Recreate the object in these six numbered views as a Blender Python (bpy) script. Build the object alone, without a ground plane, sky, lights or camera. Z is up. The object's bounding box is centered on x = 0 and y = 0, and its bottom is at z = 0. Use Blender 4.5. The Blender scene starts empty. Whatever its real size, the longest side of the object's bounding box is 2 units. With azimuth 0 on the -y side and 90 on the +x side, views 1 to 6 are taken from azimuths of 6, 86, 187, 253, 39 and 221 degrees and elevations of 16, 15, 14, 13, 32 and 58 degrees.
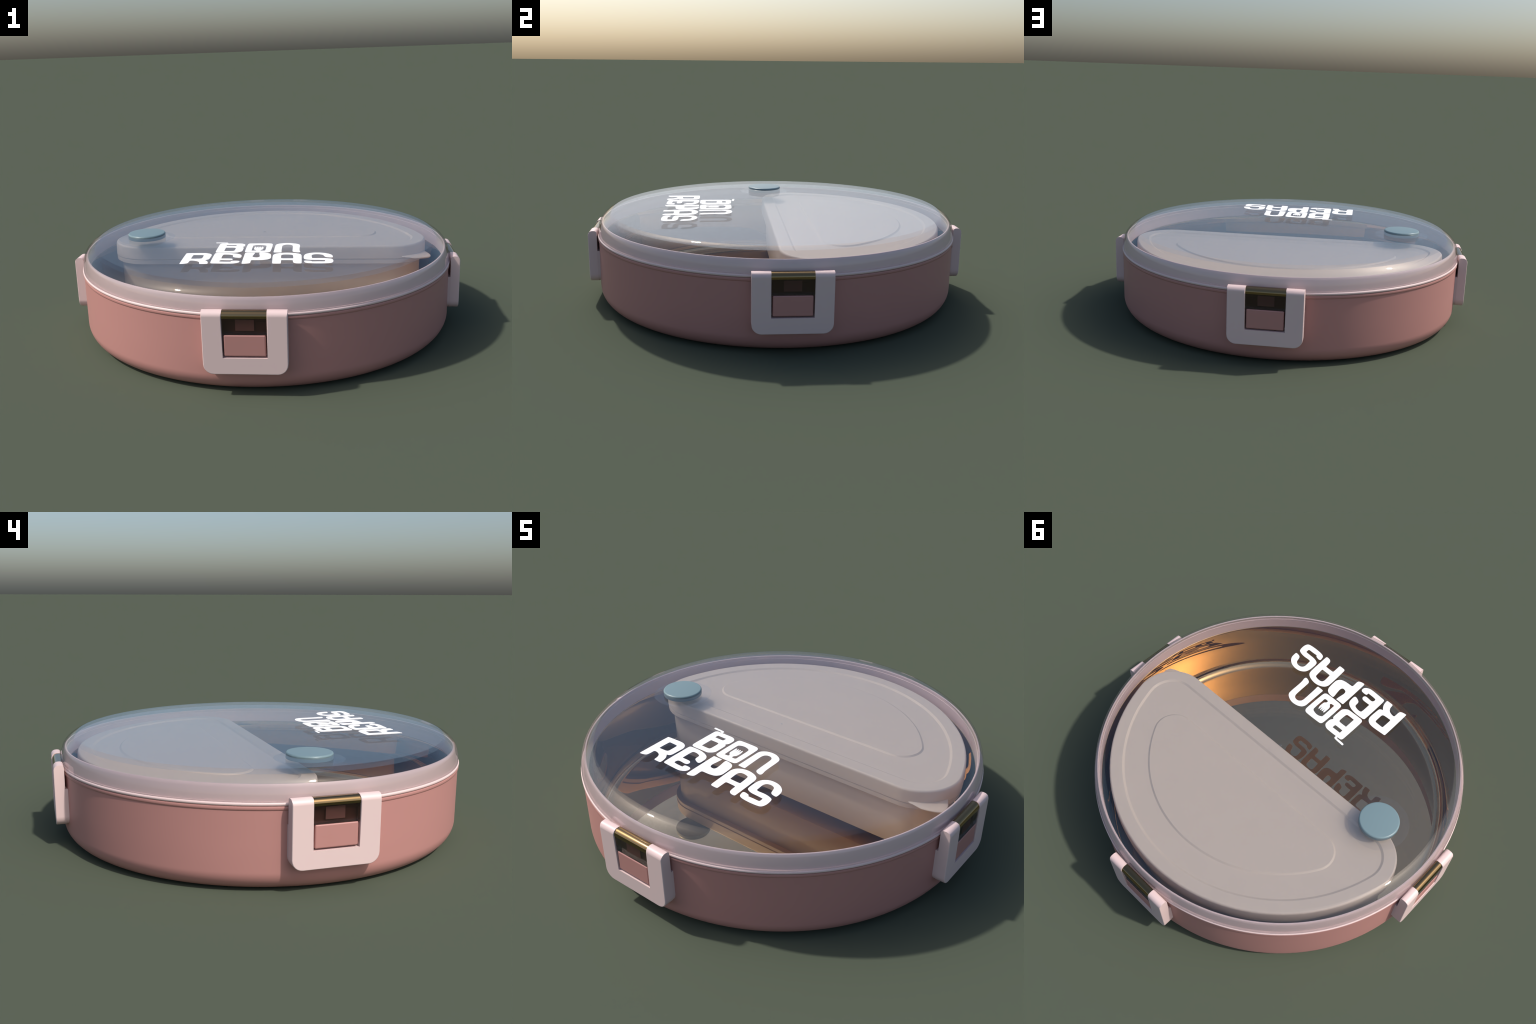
# Round lunch box: pink tub with steel liner, clear snap-on lid with logo, D-shaped inner tray.
import math
import bpy
import bmesh
from mathutils import Vector, Matrix

# ------------------------------------------------------------------ helpers
def srgb(r, g, b):
    def f(c):
        c /= 255.0
        return c / 12.92 if c <= 0.04045 else ((c + 0.055) / 1.055) ** 2.4
    return (f(r), f(g), f(b), 1.0)


def new_object(name, mesh, parent=None, material=None, smooth=35.0):
    obj = bpy.data.objects.new(name, mesh)
    bpy.context.scene.collection.objects.link(obj)
    if parent is not None:
        obj.parent = parent
    if material is not None:
        mesh.materials.append(material)
    if smooth and len(mesh.polygons):
        mesh.polygons.foreach_set("use_smooth", [True] * len(mesh.polygons))
        mesh.set_sharp_from_angle(angle=math.radians(smooth))
    return obj


def mesh_from_bmesh(name, bm):
    bmesh.ops.recalc_face_normals(bm, faces=bm.faces)
    me = bpy.data.meshes.new(name)
    bm.to_mesh(me)
    bm.free()
    return me


def arc(cx, cz, radius, a0, a1, steps):
    """Points on a circle in the profile plane, angles in degrees."""
    return [(cx + radius * math.cos(math.radians(a0 + (a1 - a0) * i / steps)),
             cz + radius * math.sin(math.radians(a0 + (a1 - a0) * i / steps))) for i in range(steps + 1)]


def lathe(name, profile, segments=192, closed=False):
    """Turn a (radius, height) profile round z. Radius 0 points become poles."""
    bm = bmesh.new()
    rows = []
    for r, z in profile:
        if r < 1e-6:
            rows.append([bm.verts.new((0, 0, z))])
        else:
            rows.append([bm.verts.new((r * math.cos(math.tau * k / segments), r * math.sin(math.tau * k / segments), z))
                         for k in range(segments)])
    pairs = list(zip(rows, rows[1:])) + ([(rows[-1], rows[0])] if closed else [])
    for a, b in pairs:
        for k in range(segments):
            k2 = (k + 1) % segments
            if len(a) == 1 and len(b) == 1:
                continue
            if len(a) == 1:
                bm.faces.new((a[0], b[k], b[k2]))
            elif len(b) == 1:
                bm.faces.new((a[k], b[0], a[k2]))
            else:
                bm.faces.new((a[k], b[k], b[k2], a[k2]))
    return mesh_from_bmesh(name, bm)


def loft(name, sections, cap_bottom=True, cap_top=True):
    """Skin a stack of closed outlines that have the same number of points."""
    bm = bmesh.new()
    rows = [[bm.verts.new(p) for p in s] for s in sections]
    n = len(rows[0])
    for a, b in zip(rows, rows[1:]):
        for k in range(n):
            bm.faces.new((a[k], a[(k + 1) % n], b[(k + 1) % n], b[k]))
    if cap_bottom:
        bm.faces.new(rows[0])
    if cap_top:
        bm.faces.new(rows[-1])
    return mesh_from_bmesh(name, bm)


def d_outline(radius, flat_y, fillet, arc_steps=96, fillet_steps=20, flat_steps=24):
    """Half-moon outline: big arc on the +y side, straight edge at flat_y, two rounded corners."""
    cy = flat_y + fillet
    cx = math.sqrt((radius - fillet) ** 2 - cy ** 2)
    a = math.atan2(cy, cx)
    pts = []
    for i in range(arc_steps + 1):
        t = a + (math.pi - 2 * a) * i / arc_steps
        pts.append((radius * math.cos(t), radius * math.sin(t)))
    for i in range(1, fillet_steps + 1):
        t = (math.pi - a) + (math.pi / 2 + a) * i / fillet_steps
        pts.append((-cx + fillet * math.cos(t), cy + fillet * math.sin(t)))
    for i in range(1, flat_steps):
        pts.append((-cx + 2 * cx * i / flat_steps, flat_y))
    for i in range(fillet_steps):
        t = -math.pi / 2 + (math.pi / 2 + a) * i / fillet_steps
        pts.append((cx + fillet * math.cos(t), cy + fillet * math.sin(t)))
    return pts


def rounded_box(name, lo, hi, bevel, segments=3):
    bm = bmesh.new()
    bmesh.ops.create_cube(bm, size=1.0)
    c = [(a + b) / 2 for a, b in zip(lo, hi)]
    s = [b - a for a, b in zip(lo, hi)]
    for v in bm.verts:
        v.co = Vector((c[i] + v.co[i] * s[i] for i in range(3)))
    bmesh.ops.bevel(bm, geom=list(bm.edges), offset=bevel, segments=segments, profile=0.5, affect="EDGES")
    return mesh_from_bmesh(name, bm)


def apply_modifiers(obj):
    graph = bpy.context.evaluated_depsgraph_get()
    me = bpy.data.meshes.new_from_object(obj.evaluated_get(graph))
    obj.modifiers.clear()
    obj.data = me
    return me


def even_faces(mesh, angle):
    """Smooth shading that keeps big flat faces flat (area-weighted normals)."""
    mesh.polygons.foreach_set("use_smooth", [True] * len(mesh.polygons))
    mesh.set_sharp_from_angle(angle=math.radians(angle))
    temp = bpy.data.objects.new("temp", mesh)
    bpy.context.scene.collection.objects.link(temp)
    mod = temp.modifiers.new("even", "WEIGHTED_NORMAL")
    mod.keep_sharp, mod.weight = True, 80
    bpy.context.view_layer.update()
    out = bpy.data.meshes.new_from_object(temp.evaluated_get(bpy.context.evaluated_depsgraph_get()))
    out.name = mesh.name
    bpy.data.objects.remove(temp)
    return out


# ---------------------------------------------------------------- materials
def principled(name, colour, roughness=0.4, **other):
    m = bpy.data.materials.new(name)
    m.use_nodes = True
    nt = m.node_tree
    b = nt.nodes["Principled BSDF"]
    b.inputs["Base Color"].default_value = colour
    b.inputs["Roughness"].default_value = roughness
    for k, v in other.items():
        b.inputs[k].default_value = v
    return m, nt, b


def moulded_plastic(name, colour, roughness=0.45, grain=0.03, **other):
    """Plain plastic with a faint, even mottling and micro-grain."""
    m, nt, b = principled(name, colour, roughness, **other)
    tc = nt.nodes.new("ShaderNodeTexCoord")
    no = nt.nodes.new("ShaderNodeTexNoise")
    no.inputs["Scale"].default_value = 9.0
    no.inputs["Detail"].default_value = 4.0
    ramp = nt.nodes.new("ShaderNodeValToRGB")
    ramp.color_ramp.elements[0].color = tuple(c * (1 - grain) for c in colour[:3]) + (1,)
    ramp.color_ramp.elements[1].color = tuple(min(1.0, c * (1 + grain)) for c in colour[:3]) + (1,)
    nt.links.new(tc.outputs["Object"], no.inputs["Vector"])
    nt.links.new(no.outputs["Fac"], ramp.inputs["Fac"])
    nt.links.new(ramp.outputs["Color"], b.inputs["Base Color"])
    return m


def clear_sheet(name, tint, ior=1.45, straight=0.4):
    """Thin clear sheet: mirror reflection by Fresnel, over unbent transmission."""
    m = bpy.data.materials.new(name)
    m.use_nodes = True
    nt = m.node_tree
    nt.nodes.remove(nt.nodes["Principled BSDF"])
    out = nt.nodes["Material Output"]
    # same mirror strength on both sides of the sheet
    geo = nt.nodes.new("ShaderNodeNewGeometry")
    side = nt.nodes.new("ShaderNodeMapRange")
    side.inputs["To Min"].default_value = ior
    side.inputs["To Max"].default_value = 1.0 / ior
    fr = nt.nodes.new("ShaderNodeFresnel")
    nt.links.new(geo.outputs["Backfacing"], side.inputs["Value"])
    nt.links.new(side.outputs["Result"], fr.inputs["IOR"])
    gl = nt.nodes.new("ShaderNodeBsdfGlossy")
    gl.inputs["Roughness"].default_value = 0.0
    rf = nt.nodes.new("ShaderNodeBsdfRefraction")
    rf.inputs["IOR"].default_value = 1.0
    rf.inputs["Roughness"].default_value = 0.0
    rf.inputs["Color"].default_value = tint
    tr = nt.nodes.new("ShaderNodeBsdfTransparent")
    tr.inputs["Color"].default_value = tint
    through = nt.nodes.new("ShaderNodeMixShader")
    through.inputs[0].default_value = straight
    nt.links.new(rf.outputs[0], through.inputs[1])
    nt.links.new(tr.outputs[0], through.inputs[2])
    mix = nt.nodes.new("ShaderNodeMixShader")
    nt.links.new(fr.outputs["Fac"], mix.inputs[0])
    nt.links.new(through.outputs[0], mix.inputs[1])
    nt.links.new(gl.outputs[0], mix.inputs[2])
    nt.links.new(mix.outputs[0], out.inputs["Surface"])
    return m


def glass(name, tint, ior=1.45, roughness=0.0):
    m, nt, b = principled(name, tint, roughness, **{"Transmission Weight": 1.0, "IOR": ior})
    return m


PINK = (0.475, 0.226, 0.202, 1.0)
PALE = (0.725, 0.548, 0.526, 1.0)
CREAM = (0.715, 0.60, 0.49, 1.0)
TEAL = (0.165, 0.241, 0.262, 1.0)

mat_body = moulded_plastic("pink_plastic", PINK, 0.5, 0.015)
mat_pale = moulded_plastic("pale_pink_plastic", PALE, 0.45, 0.01)
mat_tray = moulded_plastic("cream_plastic", CREAM, 0.5, 0.02)
mat_button = moulded_plastic("blue_grey_plastic", TEAL, 0.35, 0.02)
mat_print = moulded_plastic("white_print", (1.0, 1.0, 1.0, 1.0), 0.6, 0.0)
mat_lid = clear_sheet("clear_lid_plastic", (1.0, 1.0, 1.0, 1.0), 1.62, 0.25)
mat_under = clear_sheet("clear_inner_plastic", (1.0, 1.0, 1.0, 1.0), 1.62, 1.0)
mat_window = glass("smoky_latch_plastic", (0.36, 0.31, 0.29, 1.0), 1.45)
mat_steel, _nt, _b = principled("polished_steel", (0.60, 0.41, 0.21, 1.0), 0.012, Metallic=1.0)

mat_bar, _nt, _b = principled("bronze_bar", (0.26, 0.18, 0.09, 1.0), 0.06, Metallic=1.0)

# -------------------------------------------------------------------- scene
box = bpy.data.objects.new("lunch_box", None)
bpy.context.scene.collection.objects.link(box)
box["label"] = "round pink lunch box with clear lid, four latches and inner tray"
box["category"] = "lunch box"

BODY_R = 0.959
# ------------------------------------------------ outer tub: rounded foot, straight wall, rolled flange
foot = 0.085
body_profile = [(0.0, 0.0), (0.60, 0.0)]
body_profile += arc(BODY_R - foot, foot, foot, -90, 0, 16)
body_profile += [(BODY_R, 0.20), (BODY_R, 0.3315), (0.9615, 0.3345), (0.9628, 0.338), (0.9628, 0.3455), (0.9615, 0.3485),
                 (0.934, 0.349), (0.934, 0.20)]
body_profile += arc(0.934 - 0.06, 0.068, 0.06, 0, -90, 10) + [(0.60, 0.008), (0.0, 0.008)]
body = new_object("body", lathe("body", body_profile), box, mat_body)

# ------------------------------------------------ steel liner: mirror-polished bowl with a rounded foot
FLOOR_Z = 0.02
liner_profile = [(0.9335, 0.3505), (0.930, 0.3515), (0.9275, 0.3500), (0.9260, 0.345), (0.9260, 0.20)]
liner_profile += arc(0.926 - 0.05, FLOOR_Z + 0.05, 0.05, 0, -90, 14)
liner_profile += [(0.70, FLOOR_Z), (0.0, FLOOR_Z)]
back = [(0.0, FLOOR_Z - 0.006), (0.876, FLOOR_Z - 0.006)] + arc(0.876, FLOOR_Z + 0.05, 0.056, -80, 0, 10) + [(0.9325, 0.30)]
new_object("steel_liner", lathe("steel_liner", liner_profile + back, closed=False), box, mat_steel)

# ------------------------------------------------ lid: clear shell, flat top with a soft shoulder
TOP_Z, UNDER_Z = 0.4772, 0.4570
lid_profile = [(0.0, TOP_Z), (0.45, TOP_Z), (0.889, TOP_Z - 0.0003)]
lid_profile += [(0.898, 0.4737), (0.906, 0.4698), (0.912, 0.4663), (0.918, 0.4622), (0.924, 0.4577), (0.930, 0.4527), (0.934, 0.4489),
                (0.938, 0.4447), (0.941, 0.4410), (0.944, 0.4369), (0.9485, 0.4288), (0.952, 0.4195), (0.955, 0.409), (0.9575, 0.397),
                (0.9595, 0.384), (0.9602, 0.366), (0.9604, 0.3600)]
# the underside is a second sheet that ends on the seal ring
under_profile = [(0.0, UNDER_Z), (0.45, UNDER_Z), (0.8955, UNDER_Z), (0.931, 0.4300)]
lid = new_object("lid", lathe("lid", lid_profile, 256), box, mat_lid, smooth=16)
under = new_object("lid_underside", lathe("lid_underside", under_profile, 256), lid, mat_under, smooth=16)
BX, BY = -0.640, -0.021
# round seat of the vent button, moulded into the underside
seat = [(0.1002, 0.4560), (0.146, 0.4556), (0.1490, 0.4550), (0.1505, 0.4568)]
seat_obj = new_object("button_seat", lathe("button_seat", seat, 96), lid, mat_under, smooth=60)
seat_obj.location = (BX, BY, 0)

# rolled pale bead under the clear shell, and the pale seal ring standing inside it
bead = [(0.9405, 0.3495), (0.9590, 0.3492)] + arc(0.9560, 0.3565, 0.0080, -65, 75, 10) + [(0.9590, 0.3655), (0.9405, 0.3655)]
new_object("lid_bead", lathe("lid_bead", bead, closed=True), lid, mat_pale)
ring = [(0.9285, 0.3525), (0.9285, 0.4120), (0.9305, 0.4135), (0.9305, 0.4275), (0.9320, 0.4292), (0.9372, 0.4292), (0.9392, 0.4275),
        (0.9425, 0.4150), (0.9458, 0.3980), (0.9485, 0.3800), (0.9500, 0.3650), (0.9505, 0.3525)]
new_object("seal_ring", lathe("seal_ring", ring, closed=True), lid, mat_pale)

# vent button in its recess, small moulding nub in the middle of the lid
button = [(0.0, 0.4560), (0.097, 0.4560), (0.0995, 0.4570), (0.1000, 0.459), (0.1000, 0.4765)]
button += arc(0.0920, 0.4765, 0.0080, 10, 90, 6) + [(0.0, 0.4850)]
b = new_object("vent_button", lathe("vent_button", button, 96), lid, mat_button)
b.location = (BX, BY, 0)
nub = [(0.0, 0.4800), (0.004, 0.4797), (0.006, 0.4788), (0.007, 0.4778)]
new_object("moulding_nub", lathe("moulding_nub", nub + [(0.0, 0.4778)], 24), lid, mat_lid)

# ------------------------------------------------ printed logo, in millimetres from its middle;
# a third value 1 keeps that corner sharp, all other corners are rounded
LOGO_X, LOGO_Y, LOGO_Z = 0.0, -0.42, 0.4777
LOGO = {
    "letter_n": [
        [(208, 20), (208, 10), (205, 4), (195, 4), (180, 10), (172, 18), (170, 29), (168, 121), (164, 137), (153, 147), (137, 150), (122, 143), (115, 130), (114, 114), (117, 23), (119, 12), (118, 4), (113, 3), (84, 4), (80, 7), (80, 14), (80, 129), (81, 147), (90, 163), (108, 174), (134, 179), (160, 176), (184, 164), (195, 153), (202, 139), (202, 42)],
    ],
    "letter_o": [
        [(65, 21), (59, 10), (49, 4), (-33, 5), (-48, 8), (-57, 13), (-61, 22), (-61, 160), (-55, 172), (-45, 176), (42, 176), (55, 172), (62, 164), (66, 152)],
        [(37, 50), (37, 40), (29, 36), (14, 38, 1), (13, 45), (15, 52), (22, 58), (24, 67), (25, 93), (19, 110), (15, 111), (13, 82, 1), (8, 110), (3, 111), (1, 81, 1), (-2, 110), (-8, 110), (-10, 82, 1), (-13, 109), (-19, 111), (-21, 104), (-21, 75), (-20, 63), (-14, 55), (-8, 50), (-6, 43), (-12, 38), (-30, 38, 1), (-32, 131), (-29, 136), (-16, 144), (2, 146), (25, 140), (34, 133), (37, 123)],
    ],
    "letter_b": [
        [(-74, 36), (-77, 24), (-87, 13), (-99, 4), (-113, 3), (-184, 3), (-194, 5), (-201, 11), (-204, 21), (-203, 158), (-202, 168), (-197, 175), (-190, 177), (-178, 177), (-175, 178), (-174, 182), (-176, 184), (-220, 186), (-226, 188), (-228, 193), (-226, 198), (-222, 198), (-174, 195), (-167, 192), (-164, 188), (-165, 177, 1), (-106, 177), (-92, 173), (-81, 166), (-74, 156), (-73, 146), (-73, 129), (-75, 118), (-84, 106, 1), (-77, 100), (-74, 92)],
        [(-113, 45), (-115, 37), (-120, 32), (-164, 33, 1), (-164, 97, 1), (-122, 97), (-115, 94), (-112, 87)],
        [(-115, 148, 1), (-115, 134), (-116, 128), (-121, 126), (-166, 127, 1), (-166, 148, 1)],
    ],
    "letter_r": [
        [(-210, -178), (-211, -187), (-216, -188), (-245, -188), (-249, -185), (-250, -179), (-252, -162), (-259, -148), (-269, -139), (-285, -133), (-298, -132), (-302, -135), (-303, -140), (-303, -159), (-304, -173), (-308, -180), (-319, -185), (-331, -187), (-341, -187, 1), (-342, -169), (-343, -12), (-341, -5), (-336, -4), (-272, -1), (-247, -3), (-233, -9), (-223, -17), (-215, -30), (-212, -45), (-214, -99), (-215, -110), (-219, -117), (-225, -121), (-234, -123, 1), (-222, -138), (-215, -151), (-212, -165)],
        [(-250, -80), (-250, -92), (-254, -98), (-262, -101), (-290, -102), (-302, -102, 1), (-304, -93), (-303, -41), (-301, -35), (-295, -35), (-259, -36), (-252, -39), (-250, -45)],
    ],
    "letter_e": [
        [(-69, -139), (-64, -157), (-69, -170), (-82, -180), (-104, -186), (-187, -180), (-196, -179), (-201, -166), (-202, -15), (-199, -7), (-191, -4), (-144, -3), (-108, -10), (-83, -23), (-71, -37), (-67, -54), (-66, -81), (-71, -88), (-82, -87), (-103, -76), (-108, -66), (-108, -45), (-114, -37), (-133, -31), (-152, -30), (-160, -37), (-159, -99, 1), (-123, -99), (-111, -101), (-103, -108), (-101, -119), (-107, -128), (-120, -129), (-150, -125), (-159, -130), (-162, -142), (-159, -153), (-106, -155, 1), (-106, -142), (-102, -138)],
    ],
    "letter_p": [
        [(66, -21), (72, -36), (76, -91), (71, -107), (62, -118), (50, -124), (27, -128), (-7, -128), (-13, -130), (-15, -138), (-13, -169), (-16, -179), (-25, -184), (-40, -188), (-50, -187), (-53, -180), (-56, -8), (-55, -3), (-50, -2), (-8, -3, 1), (-9, -16), (-11, -34), (-15, -58), (-13, -71), (-8, -79), (3, -83), (13, -83), (19, -77), (21, -65), (18, -41), (12, -7), (14, -2), (20, 0), (37, -2), (52, -7), (62, -15)],
    ],
    "letter_a": [
        [(223, -177), (222, -184), (216, -186), (199, -184), (188, -176), (183, -164), (181, -134), (178, -130), (132, -129), (127, -131), (126, -137), (128, -182), (127, -187), (120, -188), (95, -187), (90, -183), (88, -176), (81, -55), (84, -35), (94, -19), (113, -8), (139, -2), (167, -5), (191, -13), (208, -25), (215, -38), (218, -59)],
        [(181, -96), (180, -101), (176, -102), (129, -101), (124, -99), (123, -92), (120, -53), (123, -43), (129, -36), (143, -33), (163, -36), (174, -41), (177, -49)],
    ],
    "letter_s": [
        [(362, -88), (340, -85), (330, -78), (326, -69), (321, -50), (315, -39), (303, -32), (287, -30), (273, -35), (266, -45), (264, -57), (268, -97, 1), (280, -101), (308, -99), (334, -102), (354, -109), (361, -115), (365, -128), (367, -154), (363, -171), (356, -180), (344, -184), (308, -186), (274, -184), (252, -180), (241, -174), (236, -165), (232, -146), (235, -142), (242, -140), (260, -144), (267, -148), (270, -155, 1), (297, -154), (324, -155), (328, -153), (330, -148), (328, -131, 1), (301, -129), (268, -128), (248, -123), (235, -115), (230, -105), (228, -66), (231, -41), (238, -25), (249, -15), (266, -5), (295, -3), (323, -10), (344, -24), (357, -40), (363, -58), (364, -82)],
    ],
}


def soften(loop):
    """Round a control polygon by cutting corners; sharp points are doubled so that they stay."""
    pts = []
    for p in loop:
        pts += [Vector(p[:2])] * (3 if len(p) > 2 else 1)
    for _ in range(3):
        nxt = []
        for p, q in zip(pts, pts[1:] + pts[:1]):
            if (p - q).length < 1e-6:
                nxt.append(p)
            else:
                nxt += [p.lerp(q, 0.25), p.lerp(q, 0.75)]
        pts = nxt
    out = []
    for p in pts:
        if not out or (p - out[-1]).length > 0.05:
            out.append(p)
    return out


for name, loops in LOGO.items():
    curve = bpy.data.curves.new(name, "CURVE")
    curve.dimensions, curve.fill_mode, curve.extrude = "2D", "BOTH", 0.0003
    for loop in loops:
        pts = soften(loop)
        spline = curve.splines.new("POLY")
        spline.points.add(len(pts) - 1)
        for sp, p in zip(spline.points, pts):
            sp.co = (p.x / 1000, p.y / 1000, 0, 1)
        spline.use_cyclic_u = True
    temp = bpy.data.objects.new("temp", curve)
    bpy.context.scene.collection.objects.link(temp)
    bpy.context.view_layer.update()
    me = bpy.data.meshes.new_from_object(temp.evaluated_get(bpy.context.evaluated_depsgraph_get()))
    bpy.data.objects.remove(temp)
    me.materials.clear()
    o = new_object(name, me, lid, mat_print, smooth=0)
    o.location = (LOGO_X, LOGO_Y, LOGO_Z)

# ------------------------------------------------ D-shaped inner tray: tub with a snap lid
TR, TF, TC = 0.884, -0.036, 0.20          # radius, straight edge, corner radius of the tray lid


def d_ring(inset, z, drop=0.0):
    return [(x, y, z) for x, y in d_outline(TR - inset, TF + inset, max(TC - inset, 0.02))]


tub = [d_ring(0.046, 0.064), d_ring(0.038, 0.066), d_ring(0.034, 0.072), d_ring(0.030, 0.20), d_ring(0.028, 0.31)]
tray = bpy.data.objects.new("inner_tray", None)
bpy.context.scene.collection.objects.link(tray)
tray.parent = box
new_object("tray_tub", loft("tray_tub", tub), tray, mat_tray)
LID_TOP = 0.4045
# rim, step down to a shallow moat, raised middle panel
cover = [d_ring(0.012, 0.304), d_ring(0.005, 0.306), d_ring(0.002, 0.309), d_ring(0.002, 0.3295), d_ring(0.005, 0.3315),
         d_ring(0.002, 0.3335), d_ring(0.000, 0.336), d_ring(0.002, 0.390)]
cover += [d_ring(0.003 + 0.010 * (1 - math.cos(t)), LID_TOP - 0.010 + 0.010 * math.sin(t)) for t in (0.2, 0.5, 0.8, 1.1, 1.35, 1.57)]
cover += [d_ring(0.066, LID_TOP), d_ring(0.069, LID_TOP - 0.0005), d_ring(0.077, LID_TOP - 0.0065), d_ring(0.081, LID_TOP - 0.007)]
panel = lambda inset, z: [(x, y, z) for x, y in d_outline(0.684 - inset, 0.186 + inset, 0.105 - inset)]
cover += [panel(-0.003, LID_TOP - 0.007), panel(0.000, LID_TOP - 0.0065), panel(0.006, LID_TOP - 0.001), panel(0.009, LID_TOP - 0.0005)]
new_object("tray_cover", even_faces(loft("tray_cover", cover), 40), tray, mat_tray, smooth=0)

# pull tab at the +x corner of the cover
def pull_tab():
    bm = bmesh.new()
    base = [(0.846, 0.110), (0.824, 0.052), (0.775, 0.000), (0.700, -0.032)]
    tip = [(0.872, 0.060), (0.882, 0.012), (0.866, -0.014), (0.790, -0.034)]
    n = len(base)
    rows = []
    for t, zt in ((0.0, 0.344), (0.5, 0.341), (0.9, 0.336), (1.0, 0.333)):
        rows.append([bm.verts.new((bx + (tx - bx) * t, by + (ty - by) * t, zt)) for (bx, by), (tx, ty) in zip(base, tip)])
    for a, b2 in zip(rows, rows[1:]):
        for k in range(n - 1):
            bm.faces.new((a[k], a[k + 1], b2[k + 1], b2[k]))
    me = mesh_from_bmesh("pull_tab", bm)
    o = new_object("pull_tab", me, None, mat_tray)
    sol = o.modifiers.new("thick", "SOLIDIFY")
    sol.thickness, sol.offset = 0.010, 0.0
    sub = o.modifiers.new("soft", "SUBSURF")
    sub.levels = sub.render_levels = 3
    bpy.context.view_layer.update()
    apply_modifiers(o)
    o.data.materials.clear()
    o.data.materials.append(mat_tray)
    o.data.polygons.foreach_set("use_smooth", [True] * len(o.data.polygons))
    o.parent = tray


pull_tab()

# ------------------------------------------------ latch, modelled at -y and repeated on the four sides
HALF, ARM, TOP, BOT, SILL = 0.180, 0.0945, 0.3865, 0.1068, 0.1810
FRONT, REAR = -1.000, -0.954


def latch_frame():
    """U-shaped frame: outline in the x-z plane, extruded in depth, thicker below."""
    bm = bmesh.new()
    left = [(-HALF, TOP), (-HALF, BOT + 0.045)] + [(-HALF + 0.045 - 0.045 * math.cos(math.radians(a)), BOT + 0.045 - 0.045 * math.sin(math.radians(a)))
                                                    for a in (15, 30, 45, 60, 75, 90)]
    outline = left + [(-x, z) for x, z in reversed(left)] + [(ARM, TOP), (ARM, SILL), (-ARM, SILL), (-ARM, TOP)]
    # cut the arms at the height where the frame gets thicker
    rows = []
    for y in (FRONT, REAR):
        rows.append([bm.verts.new((x, y, z)) for x, z in outline])
    n = len(outline)
    for k in range(n):
        bm.faces.new((rows[0][k], rows[0][(k + 1) % n], rows[1][(k + 1) % n], rows[1][k]))
    f = [bm.faces.new(rows[0]), bm.faces.new(list(reversed(rows[1])))]
    bmesh.ops.recalc_face_normals(bm, faces=bm.faces)
    # round the front top edges strongly, everything else a little
    bm.edges.ensure_lookup_table()
    top_front = [e for e in bm.edges if all(abs(v.co.z - TOP) < 1e-6 and abs(v.co.y - FRONT) < 1e-6 for v in e.verts)]
    bmesh.ops.bevel(bm, geom=top_front, offset=0.024, segments=6, profile=0.5, affect="EDGES")
    top_back = [e for e in bm.edges if all(abs(v.co.z - TOP) < 1e-6 and abs(v.co.y - REAR) < 1e-6 for v in e.verts)]
    bmesh.ops.bevel(bm, geom=top_back, offset=0.014, segments=4, profile=0.5, affect="EDGES")
    rim = [e for e in bm.edges if len(e.link_faces) == 2 and e.calc_face_angle(0) > 0.9 and all(v.co.y < FRONT + 0.004 for v in e.verts)
           and not all(abs(v.co.x) < ARM + 0.001 and v.co.z < TOP - 0.03 for v in e.verts)]
    bmesh.ops.bevel(bm, geom=rim, offset=0.004, segments=3, profile=0.5, affect="EDGES")
    return mesh_from_bmesh("latch_frame", bm)


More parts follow.
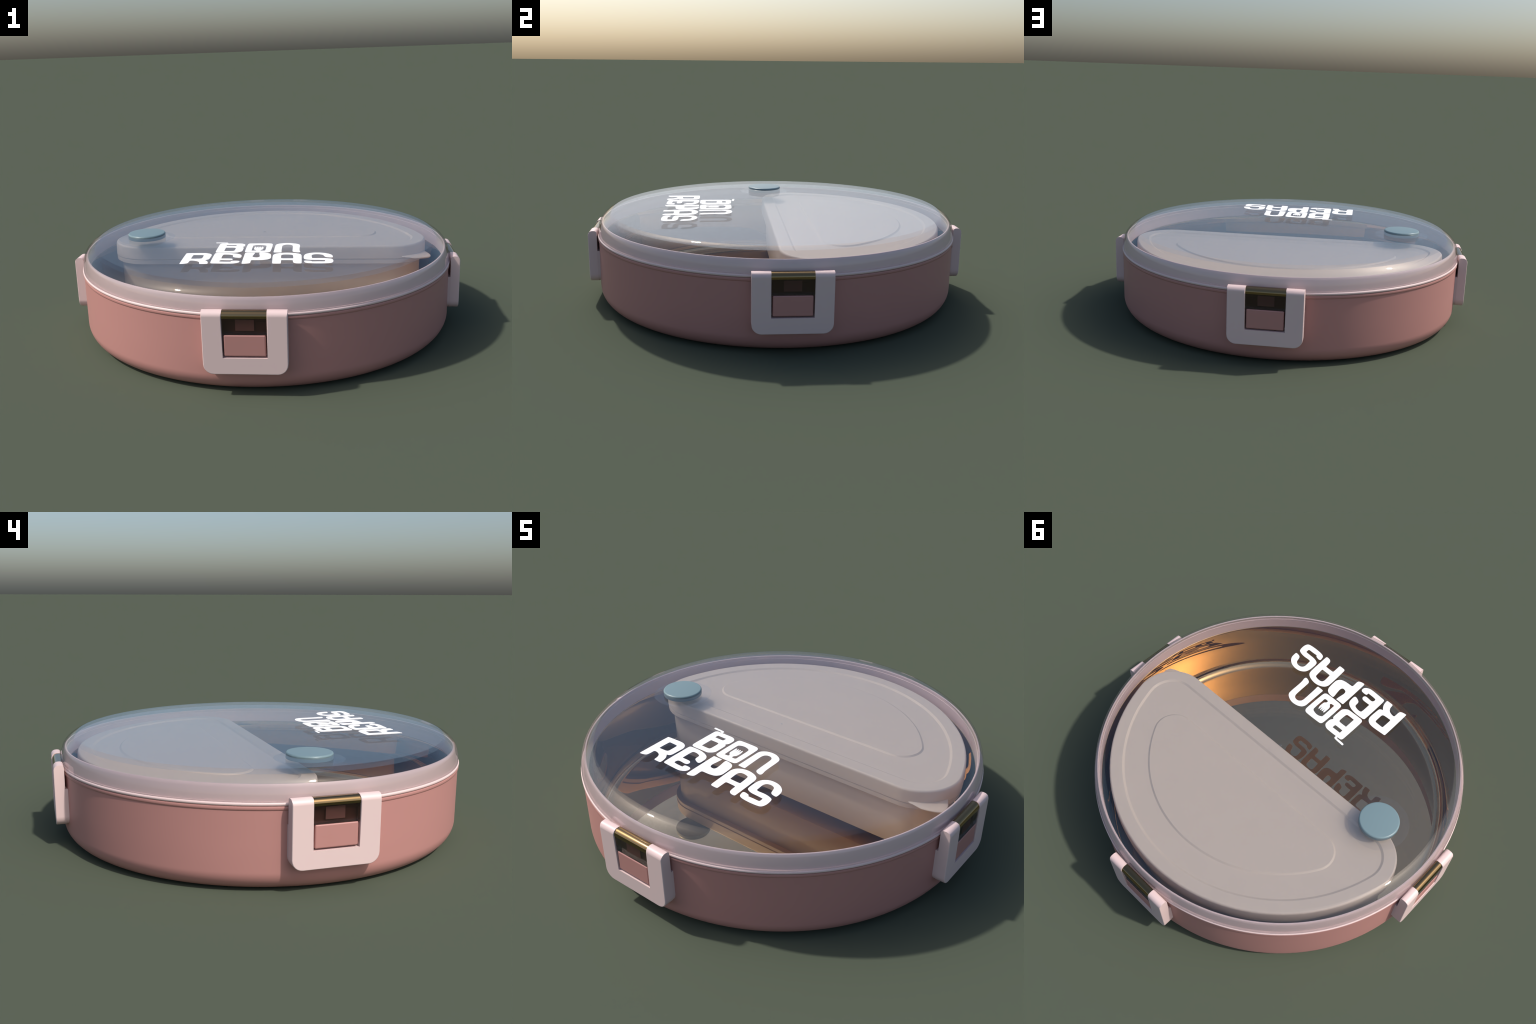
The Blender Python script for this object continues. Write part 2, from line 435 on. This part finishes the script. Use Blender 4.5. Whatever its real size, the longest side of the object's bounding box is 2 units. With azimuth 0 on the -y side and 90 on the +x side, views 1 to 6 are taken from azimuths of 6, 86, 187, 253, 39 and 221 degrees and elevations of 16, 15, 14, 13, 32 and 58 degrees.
def latch_foot():
    """Thick lower half of the latch that rests on the wall of the tub."""
    w, z0, z1, r = HALF - 0.0008, BOT + 0.0008, 0.2780, 0.045
    left = [(-w, z1), (-w, z0 + r)] + [(-w + r - r * math.cos(math.radians(a)), z0 + r - r * math.sin(math.radians(a))) for a in (15, 30, 45, 60, 75, 90)]
    ring = left + [(-x, z) for x, z in reversed(left)]
    return loft("latch_foot", [[(x, y, z) for x, z in ring] for y in (-0.9560, -0.938)])


def latch_window():
    """Smoky clear panel behind the hinge bar, in the upper half of the frame opening."""
    y0, y1, z0, z1 = FRONT + 0.005, -0.9665, 0.2840, TOP - 0.0312
    prof = [(y1, z0), (y0, z0), (y0, z1), (y1, z1)]
    return loft("latch_window", [[(x, y, z) for y, z in prof] for x in (-ARM + 0.0012, ARM - 0.0012)])


def hinge_bar():
    """Bronze bar between the arms of the frame, rounded over the front."""
    y0, y1, z0, z1, r = FRONT + 0.0035, REAR - 0.003, TOP - 0.0310, TOP - 0.0015, 0.0235
    prof = [(y1, z0), (y0, z0)] + [(y0 + r - r * math.cos(math.radians(a)), z1 - r + r * math.sin(math.radians(a))) for a in range(0, 91, 6)]
    prof += [(y1 - 0.006, z1), (y1 - 0.002, z1 - 0.002), (y1, z1 - 0.006)]
    return loft("hinge_bar", [[(x, y, z) for y, z in prof] for x in (-ARM - 0.004, ARM + 0.004)])


meshes = {
    "latch": latch_frame(),
    "latch_window": latch_window(),
    "catch_block": rounded_box("catch_block", (-0.0885, -0.9970, 0.1880), (0.0885, -0.945, 0.2825), 0.006),
    "catch_hook": rounded_box("catch_hook", (-0.0400, -0.9685, 0.2950), (0.0400, -0.945, 0.3450), 0.001),
    "latch_foot": latch_foot(),
    "hinge_bar": hinge_bar(),
}
mats = {"latch": mat_pale, "latch_window": mat_window, "catch_block": mat_body, "catch_hook": mat_body, "latch_foot": mat_pale, "hinge_bar": mat_bar}
for name, me in meshes.items():
    meshes[name] = me = even_faces(me, 40)
    me.materials.append(mats[name])
for side in range(4):
    frame = bpy.data.objects.new("latch", meshes["latch"])
    bpy.context.scene.collection.objects.link(frame)
    frame.parent = box
    frame.rotation_euler = (0, 0, side * math.pi / 2)
    for name in ("latch_window", "catch_block", "catch_hook", "latch_foot", "hinge_bar"):
        o = bpy.data.objects.new(name, meshes[name])
        bpy.context.scene.collection.objects.link(o)
        o.parent = frame
